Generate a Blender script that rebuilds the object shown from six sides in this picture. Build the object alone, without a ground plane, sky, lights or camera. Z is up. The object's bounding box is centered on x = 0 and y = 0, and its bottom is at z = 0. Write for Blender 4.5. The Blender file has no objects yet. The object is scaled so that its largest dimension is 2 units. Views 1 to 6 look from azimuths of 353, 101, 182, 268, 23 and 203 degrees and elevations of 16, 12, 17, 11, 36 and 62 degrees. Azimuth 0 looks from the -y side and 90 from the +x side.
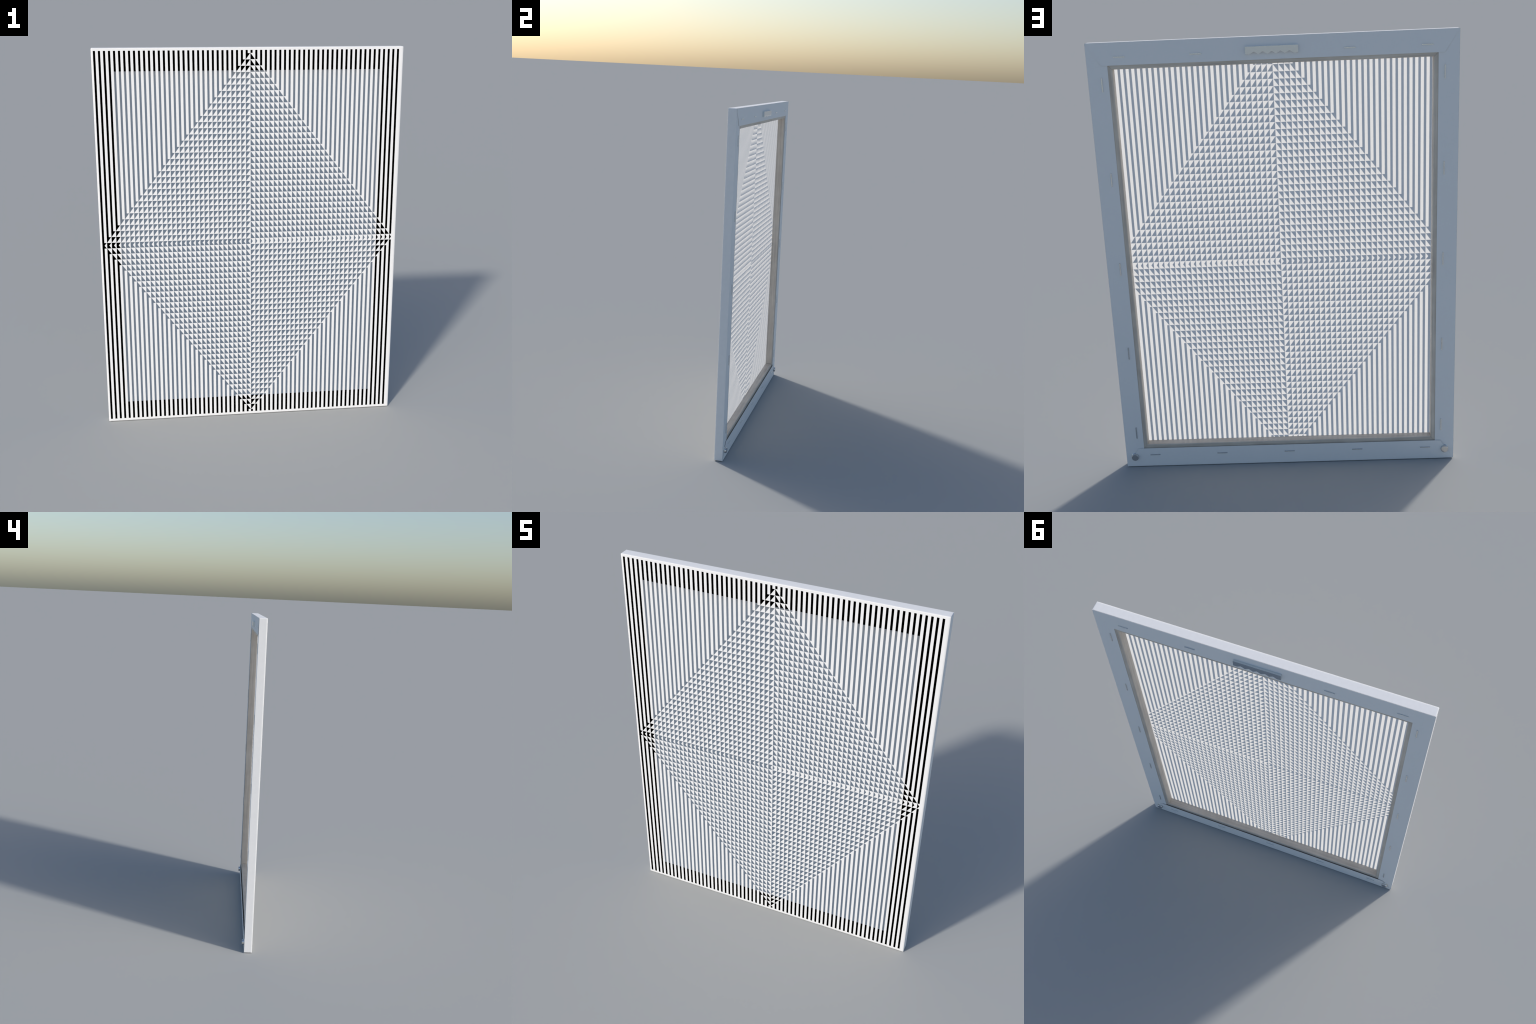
"""Stretched canvas print with a black and white op-art pattern, seen front and back."""
import bpy
import bmesh
import math
from mathutils import Vector

# ------------------------------------------------------------------ sizes (metres)
HALF_W, TOP = 0.785, 2.0          # outer size of the stretched canvas
Y_FRONT, Y_BACK = -0.0312, 0.0166  # face of the print, back edge of the wrapped sides
EDGE_X, EDGE_Z, EDGE_Y = 0.0088, 0.0030, 0.0048   # soft rounding of the folded edges

PITCH = 0.02422                    # width of one pattern column
X_SHIFT = 0.0004                   # print is a hair off centre
STRIPE = 0.0108                    # dark stripe inside a column
HALF_COLS = 32                     # columns on each side of the centre
PRINT_TOP, PRINT_BOTTOM = 1.9872, 0.0137
ROWS = 63                          # rows of triangles, the middle one holds arrows
MID = ROWS // 2
GRID_TOP, GRID_BOTTOM = 1.9722, 0.0277
ROW = (GRID_TOP - GRID_BOTTOM) / ROWS
M_FLAT, M_TIP, M_SIDE, BLUNT = 0.0003, 0.0004, 0.0014, 0.0013  # light hairlines round the triangles

IN_X, IN_Z0, IN_Z1 = 0.6782, 0.1125, 1.8875      # opening between the wooden bars
FLAP_X, FLAP_Z0, FLAP_Z1 = 0.6968, 0.0955, 1.9045  # inner edges of the folded canvas
KNEE_X = 0.7225                                  # where the corner fold turns
WOOD_BACK = {"side": 0.0142, "top": 0.0154, "bottom": 0.0125}
SHOULDER_IN, SHOULDER_Y = 0.0045, 0.0040   # rounded arris of the bars towards the back

scene = bpy.context.scene


# ------------------------------------------------------------------ materials
def new_material(name):
    m = bpy.data.materials.new(name)
    m.use_nodes = True
    nt = m.node_tree
    nt.nodes.clear()
    out = nt.nodes.new("ShaderNodeOutputMaterial")
    return m, nt, out


def weave_colour(nt, low, high):
    """Faint thread-like unevenness of cotton canvas, running both ways."""
    tc = nt.nodes.new("ShaderNodeTexCoord")
    mixed = None
    for scale in ((900, 60, 40), (60, 60, 700)):
        mp = nt.nodes.new("ShaderNodeMapping")
        mp.inputs["Scale"].default_value = scale
        nz = nt.nodes.new("ShaderNodeTexNoise")
        nz.inputs["Scale"].default_value = 1.0
        nz.inputs["Detail"].default_value = 2.0
        nt.links.new(tc.outputs["Object"], mp.inputs["Vector"])
        nt.links.new(mp.outputs["Vector"], nz.inputs["Vector"])
        if mixed is None:
            mixed = nz.outputs["Fac"]
        else:
            add = nt.nodes.new("ShaderNodeMath")
            add.operation = "ADD"
            nt.links.new(mixed, add.inputs[0])
            nt.links.new(nz.outputs["Fac"], add.inputs[1])
            half = nt.nodes.new("ShaderNodeMath")
            half.operation = "MULTIPLY"
            half.inputs[1].default_value = 0.5
            nt.links.new(add.outputs[0], half.inputs[0])
            mixed = half.outputs[0]
    ramp = nt.nodes.new("ShaderNodeValToRGB")
    ramp.color_ramp.elements[0].position = 0.35
    ramp.color_ramp.elements[0].color = (*low, 1)
    ramp.color_ramp.elements[1].position = 0.65
    ramp.color_ramp.elements[1].color = (*high, 1)
    nt.links.new(mixed, ramp.inputs["Fac"])
    return ramp.outputs["Color"], mixed


def cloth_material(name, face, back, painted_shade_over_bars=False):
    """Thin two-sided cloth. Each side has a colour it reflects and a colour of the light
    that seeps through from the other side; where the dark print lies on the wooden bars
    the darkness of the closed-off cavity is painted in as black."""
    m, nt, out = new_material(name)
    _, weave = weave_colour(nt, (0, 0, 0), (1, 1, 1))
    level = nt.nodes.new("ShaderNodeMapRange")          # thread unevenness, 1 +- 0.03
    level.inputs["From Min"].default_value, level.inputs["From Max"].default_value = 0.35, 0.65
    level.inputs["To Min"].default_value, level.inputs["To Max"].default_value = 0.97, 1.03
    nt.links.new(weave, level.inputs["Value"])
    plain = factor = level.outputs[0]
    if painted_shade_over_bars:
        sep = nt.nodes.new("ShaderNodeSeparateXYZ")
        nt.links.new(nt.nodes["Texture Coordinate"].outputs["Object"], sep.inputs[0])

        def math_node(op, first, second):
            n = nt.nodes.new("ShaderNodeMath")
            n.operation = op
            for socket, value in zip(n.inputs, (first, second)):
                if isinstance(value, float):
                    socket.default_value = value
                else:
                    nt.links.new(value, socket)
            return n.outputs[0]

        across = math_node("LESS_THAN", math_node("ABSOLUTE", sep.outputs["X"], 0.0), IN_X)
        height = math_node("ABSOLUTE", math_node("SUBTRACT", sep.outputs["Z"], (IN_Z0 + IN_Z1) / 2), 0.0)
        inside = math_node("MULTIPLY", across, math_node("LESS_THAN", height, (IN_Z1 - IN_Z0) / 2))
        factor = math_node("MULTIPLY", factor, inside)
    sides = []
    for (reflected, through), amount in ((face, factor), (back, plain)):
        parts = []
        for kind, colour in (("ShaderNodeBsdfDiffuse", reflected), ("ShaderNodeBsdfTranslucent", through)):
            if colour is None:
                continue
            shade = nt.nodes.new("ShaderNodeVectorMath")
            shade.operation = "SCALE"
            shade.inputs[0].default_value = colour
            nt.links.new(amount, shade.inputs["Scale"])
            d = nt.nodes.new(kind)
            nt.links.new(shade.outputs[0], d.inputs["Color"])
            parts.append(d.outputs[0])
        if len(parts) == 2:
            add = nt.nodes.new("ShaderNodeAddShader")
            nt.links.new(parts[0], add.inputs[0])
            nt.links.new(parts[1], add.inputs[1])
            parts = [add.outputs[0]]
        sides.append(parts[0])
    geo = nt.nodes.new("ShaderNodeNewGeometry")
    mix = nt.nodes.new("ShaderNodeMixShader")
    nt.links.new(geo.outputs["Backfacing"], mix.inputs["Fac"])
    nt.links.new(sides[0], mix.inputs[1])
    nt.links.new(sides[1], mix.inputs[2])
    nt.links.new(mix.outputs[0], out.inputs["Surface"])
    return m


def wrap_material(name, low, high):
    m, nt, out = new_material(name)
    colour, height = weave_colour(nt, low, high)
    p = nt.nodes.new("ShaderNodeBsdfPrincipled")
    p.inputs["Roughness"].default_value = 0.9
    p.inputs["Specular IOR Level"].default_value = 0.15
    b = nt.nodes.new("ShaderNodeBump")
    b.inputs["Strength"].default_value = 0.08
    b.inputs["Distance"].default_value = 0.0006
    nt.links.new(height, b.inputs["Height"])
    nt.links.new(b.outputs[0], p.inputs["Normal"])
    nt.links.new(colour, p.inputs["Base Color"])
    nt.links.new(p.outputs[0], out.inputs["Surface"])
    return m


def wood_material(name, along):
    """Pale softwood; `along` is the axis (0 = x, 2 = z) the grain runs."""
    m, nt, out = new_material(name)
    tc = nt.nodes.new("ShaderNodeTexCoord")
    mp = nt.nodes.new("ShaderNodeMapping")
    scale = [90.0, 90.0, 90.0]
    scale[along] = 3.0
    mp.inputs["Scale"].default_value = scale
    nt.links.new(tc.outputs["Object"], mp.inputs["Vector"])
    fine = nt.nodes.new("ShaderNodeTexNoise")
    fine.inputs["Scale"].default_value = 1.0
    fine.inputs["Detail"].default_value = 5.0
    fine.inputs["Roughness"].default_value = 0.65
    nt.links.new(mp.outputs["Vector"], fine.inputs["Vector"])
    broad = nt.nodes.new("ShaderNodeTexNoise")
    broad.inputs["Scale"].default_value = 9.0
    broad.inputs["Detail"].default_value = 3.0
    nt.links.new(tc.outputs["Object"], broad.inputs["Vector"])
    mix = nt.nodes.new("ShaderNodeMath")
    mix.operation = "MULTIPLY_ADD"
    mix.inputs[1].default_value = 0.35
    nt.links.new(broad.outputs["Fac"], mix.inputs[0])
    part = nt.nodes.new("ShaderNodeMath")
    part.operation = "MULTIPLY"
    part.inputs[1].default_value = 0.65
    nt.links.new(fine.outputs["Fac"], part.inputs[0])
    nt.links.new(part.outputs[0], mix.inputs[2])
    ramp = nt.nodes.new("ShaderNodeValToRGB")
    e = ramp.color_ramp.elements
    e[0].position, e[0].color = 0.33, (0.46, 0.40, 0.345, 1)
    e[1].position, e[1].color = 0.66, (0.70, 0.63, 0.55, 1)
    mid = e.new(0.5)
    mid.color = (0.59, 0.525, 0.45, 1)
    nt.links.new(mix.outputs[0], ramp.inputs["Fac"])
    p = nt.nodes.new("ShaderNodeBsdfPrincipled")
    p.inputs["Roughness"].default_value = 0.42
    p.inputs["Specular IOR Level"].default_value = 0.5
    b = nt.nodes.new("ShaderNodeBump")
    b.inputs["Strength"].default_value = 0.15
    b.inputs["Distance"].default_value = 0.001
    nt.links.new(fine.outputs["Fac"], b.inputs["Height"])
    nt.links.new(b.outputs[0], p.inputs["Normal"])
    nt.links.new(ramp.outputs["Color"], p.inputs["Base Color"])
    nt.links.new(p.outputs[0], out.inputs["Surface"])
    return m


def metal_material(name, low, high, rough):
    m, nt, out = new_material(name)
    tc = nt.nodes.new("ShaderNodeTexCoord")
    nz = nt.nodes.new("ShaderNodeTexNoise")
    nz.inputs["Scale"].default_value = 60.0
    nz.inputs["Detail"].default_value = 3.0
    ramp = nt.nodes.new("ShaderNodeValToRGB")
    ramp.color_ramp.elements[0].color = (*low, 1)
    ramp.color_ramp.elements[1].color = (*high, 1)
    p = nt.nodes.new("ShaderNodeBsdfPrincipled")
    p.inputs["Metallic"].default_value = 1.0
    p.inputs["Roughness"].default_value = rough
    nt.links.new(tc.outputs["Object"], nz.inputs["Vector"])
    nt.links.new(nz.outputs["Fac"], ramp.inputs["Fac"])
    nt.links.new(ramp.outputs["Color"], p.inputs["Base Color"])
    nt.links.new(p.outputs[0], out.inputs["Surface"])
    return m


WHITE_PRINT = cloth_material("white_print", ((0.79, 0.79, 0.79), None), (None, (0.66, 0.66, 0.66)))
DARK_PRINT = cloth_material("dark_print", ((0.050, 0.062, 0.078), (0.42, 0.42, 0.42)),  # blue-grey of skylight on the shaded back tinted into these cloth colours
                            ((0.30, 0.30, 0.30), (0.115, 0.142, 0.183)), painted_shade_over_bars=True)
WRAP = wrap_material("white_canvas", (0.78, 0.78, 0.78), (0.81, 0.81, 0.81))
WOOD_X = wood_material("pine_along_x", 0)
WOOD_Z = wood_material("pine_along_z", 2)
STEEL = metal_material("brushed_steel", (0.60, 0.60, 0.59), (0.74, 0.74, 0.73), 0.09)
PLATE = metal_material("zinc_plate", (0.69, 0.74, 0.76), (0.75, 0.79, 0.81), 0.18)
WIRE = metal_material("staple_wire", (0.76, 0.78, 0.77), (0.82, 0.83, 0.82), 0.26)

# ------------------------------------------------------------------ helpers
root = bpy.data.objects.new("canvas_print", None)
scene.collection.objects.link(root)
root["label"] = "stretched white canvas with black striped diamond op-art pattern"
root["category"] = "canvas print"


def add_object(name, mesh, parent=root, location=(0, 0, 0)):
    o = bpy.data.objects.new(name, mesh)
    o.location = location
    o.parent = parent
    scene.collection.objects.link(o)
    return o


def mesh_from(name, verts, faces, material, smooth=False):
    me = bpy.data.meshes.new(name)
    me.from_pydata([tuple(v) for v in verts], [], faces)
    me.materials.append(material)
    if smooth:
        for p in me.polygons:
            p.use_smooth = True
    me.update()
    return me


def flat_polygons(name, outlines, material, y=Y_FRONT):
    """Flat polygons of cloth in the plane of the print, given as (x, z) outlines."""
    verts, faces = [], []
    for outline in outlines:
        area = sum(a[0] * b[1] - b[0] * a[1] for a, b in zip(outline, outline[1:] + outline[:1]))
        ring = outline if area > 0 else outline[::-1]
        faces.append(list(range(len(verts), len(verts) + len(ring))))
        verts += [(x, y, z) for x, z in ring]
    return mesh_from(name, verts, faces, material)


def recalc(me):
    bm = bmesh.new()
    bm.from_mesh(me)
    bmesh.ops.recalc_face_normals(bm, faces=bm.faces)
    bm.to_mesh(me)
    bm.free()


# ------------------------------------------------------------------ the printed pattern
def col_x(i):
    return X_SHIFT + i * PITCH


def row_z(r):
    return GRID_TOP - r * ROW


white, triangles = [], []   # outlines; stripes become objects of their own
stripes = []


def cell(i, r, kind):
    """One grid cell: a dark right triangle or arrow and the white that surrounds it."""
    x0, x1, t, b = col_x(i), col_x(i + 1), row_z(r), row_z(r + 1)
    tip = x1 - M_SIDE
    mid = (t + b) / 2
    if kind == "upper":        # right angle at top left
        dark = [(x0, t - M_FLAT), (x0, b + M_TIP), (x0 + BLUNT, b + M_TIP), (tip, t - M_FLAT)]
        light = [(x0, t), (x0, t - M_FLAT), (tip, t - M_FLAT), (x0 + BLUNT, b + M_TIP), (x0, b + M_TIP), (x0, b), (x1, b), (x1, t)]
    elif kind == "lower":      # right angle at bottom left
        dark = [(x0 + BLUNT, t - M_TIP), (x0, t - M_TIP), (x0, b + M_FLAT), (tip, b + M_FLAT)]
        light = [(x0, t), (x0, t - M_TIP), (x0 + BLUNT, t - M_TIP), (tip, b + M_FLAT), (x0, b + M_FLAT), (x0, b), (x1, b), (x1, t)]
    elif kind == "arrow":      # small dark arrow head pointing right
        apex = x0 + 0.46 * PITCH
        dark = [(x0 + BLUNT, t - M_TIP), (x0, t - M_TIP), (x0, b + M_TIP), (x0 + BLUNT, b + M_TIP), (apex, mid)]
        light = [(x0, t), (x0, t - M_TIP), (x0 + BLUNT, t - M_TIP), (apex, mid), (x0 + BLUNT, b + M_TIP), (x0, b + M_TIP), (x0, b), (x1, b), (x1, t)]
    else:                      # "notch": dark cell with a white arrow cut in from the right
        apex = x0 + 0.47 * PITCH
        dark = [(x0, t - M_FLAT), (x0, b + M_FLAT), (tip, b + M_FLAT), (apex, mid), (tip, t - M_FLAT)]
        light = [(x0, t), (x0, t - M_FLAT), (tip, t - M_FLAT), (apex, mid), (tip, b + M_FLAT),
                 (x0, b + M_FLAT), (x0, b), (x1, b), (x1, t)]
    triangles.append(dark)
    white.append(light)


for k in range(1, HALF_COLS + 1):          # left half
    i = -k
    x0, x1 = col_x(i), col_x(i + 1)
    xs, tip = x0 + STRIPE, x1 - M_SIDE
    if k == HALF_COLS:                     # outermost stripe runs through from top to bottom
        t, b = row_z(MID), row_z(MID + 1)
        notch = [(xs, t - M_FLAT), (tip, t - M_FLAT), (x0 + 0.47 * PITCH, (t + b) / 2), (tip, b + M_FLAT), (xs, b + M_FLAT)]
        stripes.append([(x0, PRINT_BOTTOM), (x0, PRINT_TOP), (xs, PRINT_TOP)] + notch + [(xs, PRINT_BOTTOM)])
        white.append([(x1, PRINT_BOTTOM), (x1, PRINT_TOP), (xs, PRINT_TOP)] + notch + [(xs, PRINT_BOTTOM)])
        continue
    t, b = row_z(k - 1), row_z(k)          # upper stripe, its foot widens to a triangle
    foot = [(xs, t - M_FLAT), (tip, t - M_FLAT), (x0 + BLUNT, b + M_TIP), (x0, b + M_TIP)]
    stripes.append([(x0, PRINT_TOP), (xs, PRINT_TOP)] + foot)
    white.append([(x1, PRINT_TOP), (xs, PRINT_TOP)] + foot + [(x0, b), (x1, b)])
    for r in range(k, MID):
        cell(i, r, "upper")
    cell(i, MID, "notch")
    for r in range(MID + 1, ROWS - k):
        cell(i, r, "lower")
    t, b = row_z(ROWS - k), row_z(ROWS - k + 1)
    foot = [(xs, b + M_FLAT), (tip, b + M_FLAT), (x0 + BLUNT, t - M_TIP), (x0, t - M_TIP)]
    stripes.append([(x0, PRINT_BOTTOM), (xs, PRINT_BOTTOM)] + foot)
    white.append([(x1, PRINT_BOTTOM), (xs, PRINT_BOTTOM)] + foot + [(x0, t), (x1, t)])

for k in range(HALF_COLS):                 # right half
    x0, x1 = col_x(k), col_x(k + 1)
    xs = x0 + STRIPE
    for end, near, step in ((PRINT_TOP, row_z(k), M_FLAT), (PRINT_BOTTOM, row_z(ROWS - k), -M_FLAT)):
        stop = near + step
        stripes.append([(x0, end), (xs, end), (xs, stop), (x0, stop)])
        white.append([(xs, end), (x1, end), (x1, near), (x0, near), (x0, stop), (xs, stop)])
    for r in range(k, MID):
        cell(k, r, "lower")
    cell(k, MID, "arrow")
    for r in range(MID + 1, ROWS - k):
        cell(k, r, "upper")

# plain white margin of the front, up to where the folded edge begins
bx, bz0, bz1 = HALF_W - EDGE_X, EDGE_Z, TOP - EDGE_Z
px0, px1 = col_x(-HALF_COLS), col_x(HALF_COLS)
for a, b, c, d in ((-bx, bx, PRINT_TOP, bz1), (-bx, bx, bz0, PRINT_BOTTOM),
                   (-bx, px0, PRINT_BOTTOM, PRINT_TOP), (px1, bx, PRINT_BOTTOM, PRINT_TOP)):
    white.append([(a, c), (b, c), (b, d), (a, d)])

front = add_object("printed_front", flat_polygons("printed_front", white, WHITE_PRINT))
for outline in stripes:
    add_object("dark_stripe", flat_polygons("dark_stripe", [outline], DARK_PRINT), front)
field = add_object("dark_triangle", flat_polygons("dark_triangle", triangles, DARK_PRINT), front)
field["kind"] = "stuff"

# ------------------------------------------------------------------ folded sides of the canvas
ARC = 5


def outline_ring(f, y):
    """Rounded rectangle seen from the front; f = 1 is the inner end of the edge rounding."""
    r = 0.0035 * (1 - f)
    hx, hz, cz = HALF_W - EDGE_X * f, TOP / 2 - EDGE_Z * f, TOP / 2
    ring, hold = [], 0.006                   # extra points keep the long faces flat-shaded
    for sx, sz, a0 in ((1, 1, 0), (-1, 1, 90), (-1, -1, 180), (1, -1, 270)):
        for s in range(-1, ARC + 2):
            a = math.radians(a0 + 90 * min(max(s, 0), ARC) / ARC)
            back = hold if s < 0 else -hold if s > ARC else 0.0
            ring.append((sx * (hx - r) + r * math.cos(a) + back * math.sin(a), y,
                         cz + sz * (hz - r) + r * math.sin(a) - back * math.cos(a)))
    return ring


# crisp little bevel; smooth shading turns the light softly over the margin on both sides of it
rings = [outline_ring(1.0, Y_FRONT), outline_ring(0.16, Y_FRONT), outline_ring(0.0, Y_FRONT + 0.0014)]
for y in (Y_FRONT + EDGE_Y + 0.003, Y_BACK - 0.004, Y_BACK - 0.0004):
    rings.append(outline_ring(0.0, y))
verts = [v for ring in rings for v in ring]
n = len(rings[0])
faces = [(j * n + i, j * n + (i + 1) % n, (j + 1) * n + (i + 1) % n, (j + 1) * n + i)
         for j in range(len(rings) - 1) for i in range(n)]
side_mesh = mesh_from("canvas_side", verts, faces, WRAP, smooth=True)
bm = bmesh.new()
bm.from_mesh(side_mesh)
bmesh.ops.remove_doubles(bm, verts=bm.verts, dist=1e-6)
bmesh.ops.recalc_face_normals(bm, faces=bm.faces)
bm.to_mesh(side_mesh)
bm.free()
side = add_object("canvas_side", side_mesh)


# ------------------------------------------------------------------ folded flaps on the back
def sheet_between(name, outer, inner, y_outer, y_inner, thick, bulge=0.0, steps=8):
    """Cloth strip lofted from its outer edge to its inner edge, with real thickness."""
    verts, faces = [], []
    m = len(outer)
    for s in range(steps + 1):
        f = s / steps
        for (ax, az), (cx, cz) in zip(outer, inner):
            y = y_outer + (y_inner - y_outer) * f + bulge * math.sin(math.pi * f)
            verts.append((ax + (cx - ax) * f, y, az + (cz - az) * f))
    top = len(verts)
    verts += [(x, y - thick, z) for x, y, z in verts]
    for s in range(steps):
        for i in range(m - 1):
            q = (s * m + i, s * m + i + 1, (s + 1) * m + i + 1, (s + 1) * m + i)
            faces += [q, tuple(v + top for v in reversed(q))]
    border = [i for i in range(m)] + [s * m + m - 1 for s in range(1, steps + 1)]
    border += [steps * m + i for i in range(m - 2, -1, -1)] + [s * m for s in range(steps - 1, 0, -1)]
    for a, b in zip(border, border[1:] + border[:1]):
        faces.append((a, a + top, b + top, b))
    me = mesh_from(name, verts, faces, WRAP)
    recalc(me)
    return me


E_IN = 0.0003
for s in (-1, 1):      # long flaps lie underneath
    zs = [E_IN + 0.001, 0.5, 1.0, 1.5, TOP - E_IN - 0.001]
    zi = [FLAP_Z0 - 0.06, 0.5, 1.0, 1.5, FLAP_Z1 + 0.06]
    me = sheet_between("back_flap", [(s * (HALF_W - E_IN), z) for z in zs], [(s * FLAP_X, z) for z in zi],
                       Y_BACK - 0.0002, Y_BACK - 0.0004, 0.0011)
    add_object("back_flap", me)
for zo, zi in ((TOP - E_IN, FLAP_Z1), (E_IN, FLAP_Z0)):    # short flaps lie on top, mitred
    count = 8
    outer = [(-HALF_W + E_IN + 2 * (HALF_W - E_IN) * i / count, zo) for i in range(count + 1)]
    inner = [(-KNEE_X + 2 * KNEE_X * i / count, zi) for i in range(count + 1)]
    me = sheet_between("back_flap", outer, inner, Y_BACK + 0.0012, Y_BACK + (0.0022 if zo > 1 else 0.0036), 0.0010)
    add_object("back_flap", me)


# ------------------------------------------------------------------ wooden stretcher bars
def bar_profile(back_y):
    """(setback from the opening, y, side): section from the outer front round the inner side."""
    prof = [(0.0, Y_FRONT + 0.008, "out"), (-0.0055, Y_FRONT + 0.0003, "out"),
            (0.0015, Y_FRONT + 0.0003, "in"), (0.0, Y_FRONT + 0.0018, "in")]
    for s in range(11):
        a = math.radians(90 * s / 10)
        prof.append((SHOULDER_IN * (1 - math.cos(a)), back_y - SHOULDER_Y * (1 - math.sin(a)), "in"))
    prof.append((0.0, min(back_y, Y_BACK - 0.0025), "out"))
    return prof


OUT = 0.0022


def stretcher_bar(vertical, positive):
    """One mitred bar; the mitre leaves a hairline joint to its neighbours."""
    prof = bar_profile(WOOD_BACK["side" if vertical else "top" if positive else "bottom"])
    verts = []
    gap = 0.0005
    for end in (-1, 1):
        for back, y, where in prof:
            if where == "out":
                dx, z0, z1 = HALF_W - OUT + back, OUT - back, TOP - OUT + back
            else:
                dx, z0, z1 = IN_X + back, IN_Z0 - back, IN_Z1 + back
            if vertical:
                x = dx if positive else -dx
                z = z1 - gap if end > 0 else z0 + gap
            else:
                z = z1 if positive else z0
                x = end * (dx - gap)
            verts.append((x, y, z))
    m = len(prof)
    faces = [(i, (i + 1) % m, m + (i + 1) % m, m + i) for i in range(m)]
    faces += [tuple(range(m)), tuple(range(2 * m - 1, m - 1, -1))]
    me = mesh_from("stretcher_bar", verts, faces, WOOD_Z if vertical else WOOD_X)
    recalc(me)
    for p in me.polygons:
        p.use_smooth = True
    me.set_sharp_from_angle(angle=math.radians(40))
    add_object("stretcher_bar", me)


for vertical in (True, False):
    for positive in (True, False):
        stretcher_bar(vertical, positive)


# ------------------------------------------------------------------ staples
def staple_mesh(length, vertical):
    """Flat wire crown with two legs turned into the canvas."""
    w, h, leg = 0.0050, 0.0030, 0.0025
    bm = bmesh.new()
    for size, centre in (((length, h, w), (0, h / 2, 0)),
                         ((leg, 0.006, w), (-length / 2 + leg / 2, -0.0031, 0)),
                         ((leg, 0.006, w), (length / 2 - leg / 2, -0.0031, 0))):
        made = bmesh.ops.create_cube(bm, size=1.0)["verts"]
        for v in made:
            v.co = Vector((v.co.x * size[0] + centre[0], v.co.y * size[1] + centre[1], v.co.z * size[2] + centre[2]))
            if vertical:
                v.co = Vector((v.co.z, v.co.y, v.co.x))
    bmesh.ops.bevel(bm, geom=[e for e in bm.edges], offset=0.0010, segments=3, affect="EDGES")
    bmesh.ops.recalc_face_normals(bm, faces=bm.faces)
    me = bpy.data.meshes.new("staple")
    bm.to_mesh(me)
    bm.free()
    me.materials.append(WIRE)
    return me


lying, standing = staple_mesh(0.0495, False), staple_mesh(0.060, True)
for step in (-2, -1, 0, 1, 2):
    x = -0.0032 + 0.3238 * step
    if step:                                   # the hanger takes the place of the middle one
        add_object("staple", lying, location=(x, 0.0184, 1.9395))
    add_object("staple", lying, location=(x, 0.0192, 0.0612))
    z = 1.0016 + 0.4118 * step
    for sx in (0.7265, -0.7245):
        add_object("staple", standing, location=(sx, 0.0163, z))

# ------------------------------------------------------------------ sawtooth hanger
teeth, half, low, high, top = 5, 0.1112, 1.9280, 1.9388, 1.9605
pitch = 0.0373
edge = [(half, top), (-half, top), (-half, low + 0.0018)]
edge.append((-pitch * 2.5, low))
for i in range(teeth):
    xc = (i - 2) * pitch
    edge += [(xc, high), (xc + pitch / 2, low)]
edge.append((half, low + 0.0018))
y0, y1 = 0.0172, 0.0300
m = len(edge)
verts = [(x, y0, z) for x, z in edge] + [(x, y1, z) for x, z in edge]
faces = [(i, (i + 1) % m, m + (i + 1) % m, m + i) for i in range(m)] + [tuple(range(m)), tuple(range(2 * m - 1, m - 1, -1))]
me = mesh_from("sawtooth_hanger", verts, faces, PLATE)
bm = bmesh.new()
bm.from_mesh(me)
bmesh.ops.recalc_face_normals(bm, faces=bm.faces)
bmesh.ops.bevel(bm, geom=[e for e in bm.edges], offset=0.0007, segments=2, affect="EDGES")
bm.to_mesh(me)
bm.free()
hanger = add_object("sawtooth_hanger", me)

# ------------------------------------------------------------------ bumpers in the lower corners
profile = [(0.0, 0.0158), (0.0188, 0.0158), (0.0188, 0.0176), (0.0178, 0.0186), (0.0168, 0.0192),
           (0.0166, 0.0285), (0.0163, 0.0298), (0.0154, 0.0309), (0.0138, 0.0313), (0.0, 0.0313)]
SEG = 48
verts, faces = [], []
for r, y in profile[1:-1]:
    for s in range(SEG):
        a = math.tau * s / SEG
        verts.append((r * math.cos(a), y, r * math.sin(a)))
for j in range(len(profile) - 3):
    for s in range(SEG):
        faces.append((j * SEG + s, j * SEG + (s + 1) % SEG, (j + 1) * SEG + (s + 1) % SEG, (j + 1) * SEG + s))
faces.append(tuple(range(SEG)))
faces.append(tuple(range(len(verts) - SEG, len(verts))))
bumper = mesh_from("bumper", verts, faces, STEEL)
recalc(bumper)
for p in bumper.polygons:
    p.use_smooth = True
bumper.set_sharp_from_angle(angle=math.radians(35))
for sx in (-0.742, 0.742):
    add_object("bumper", bumper, location=(sx, 0.0, 0.0520))
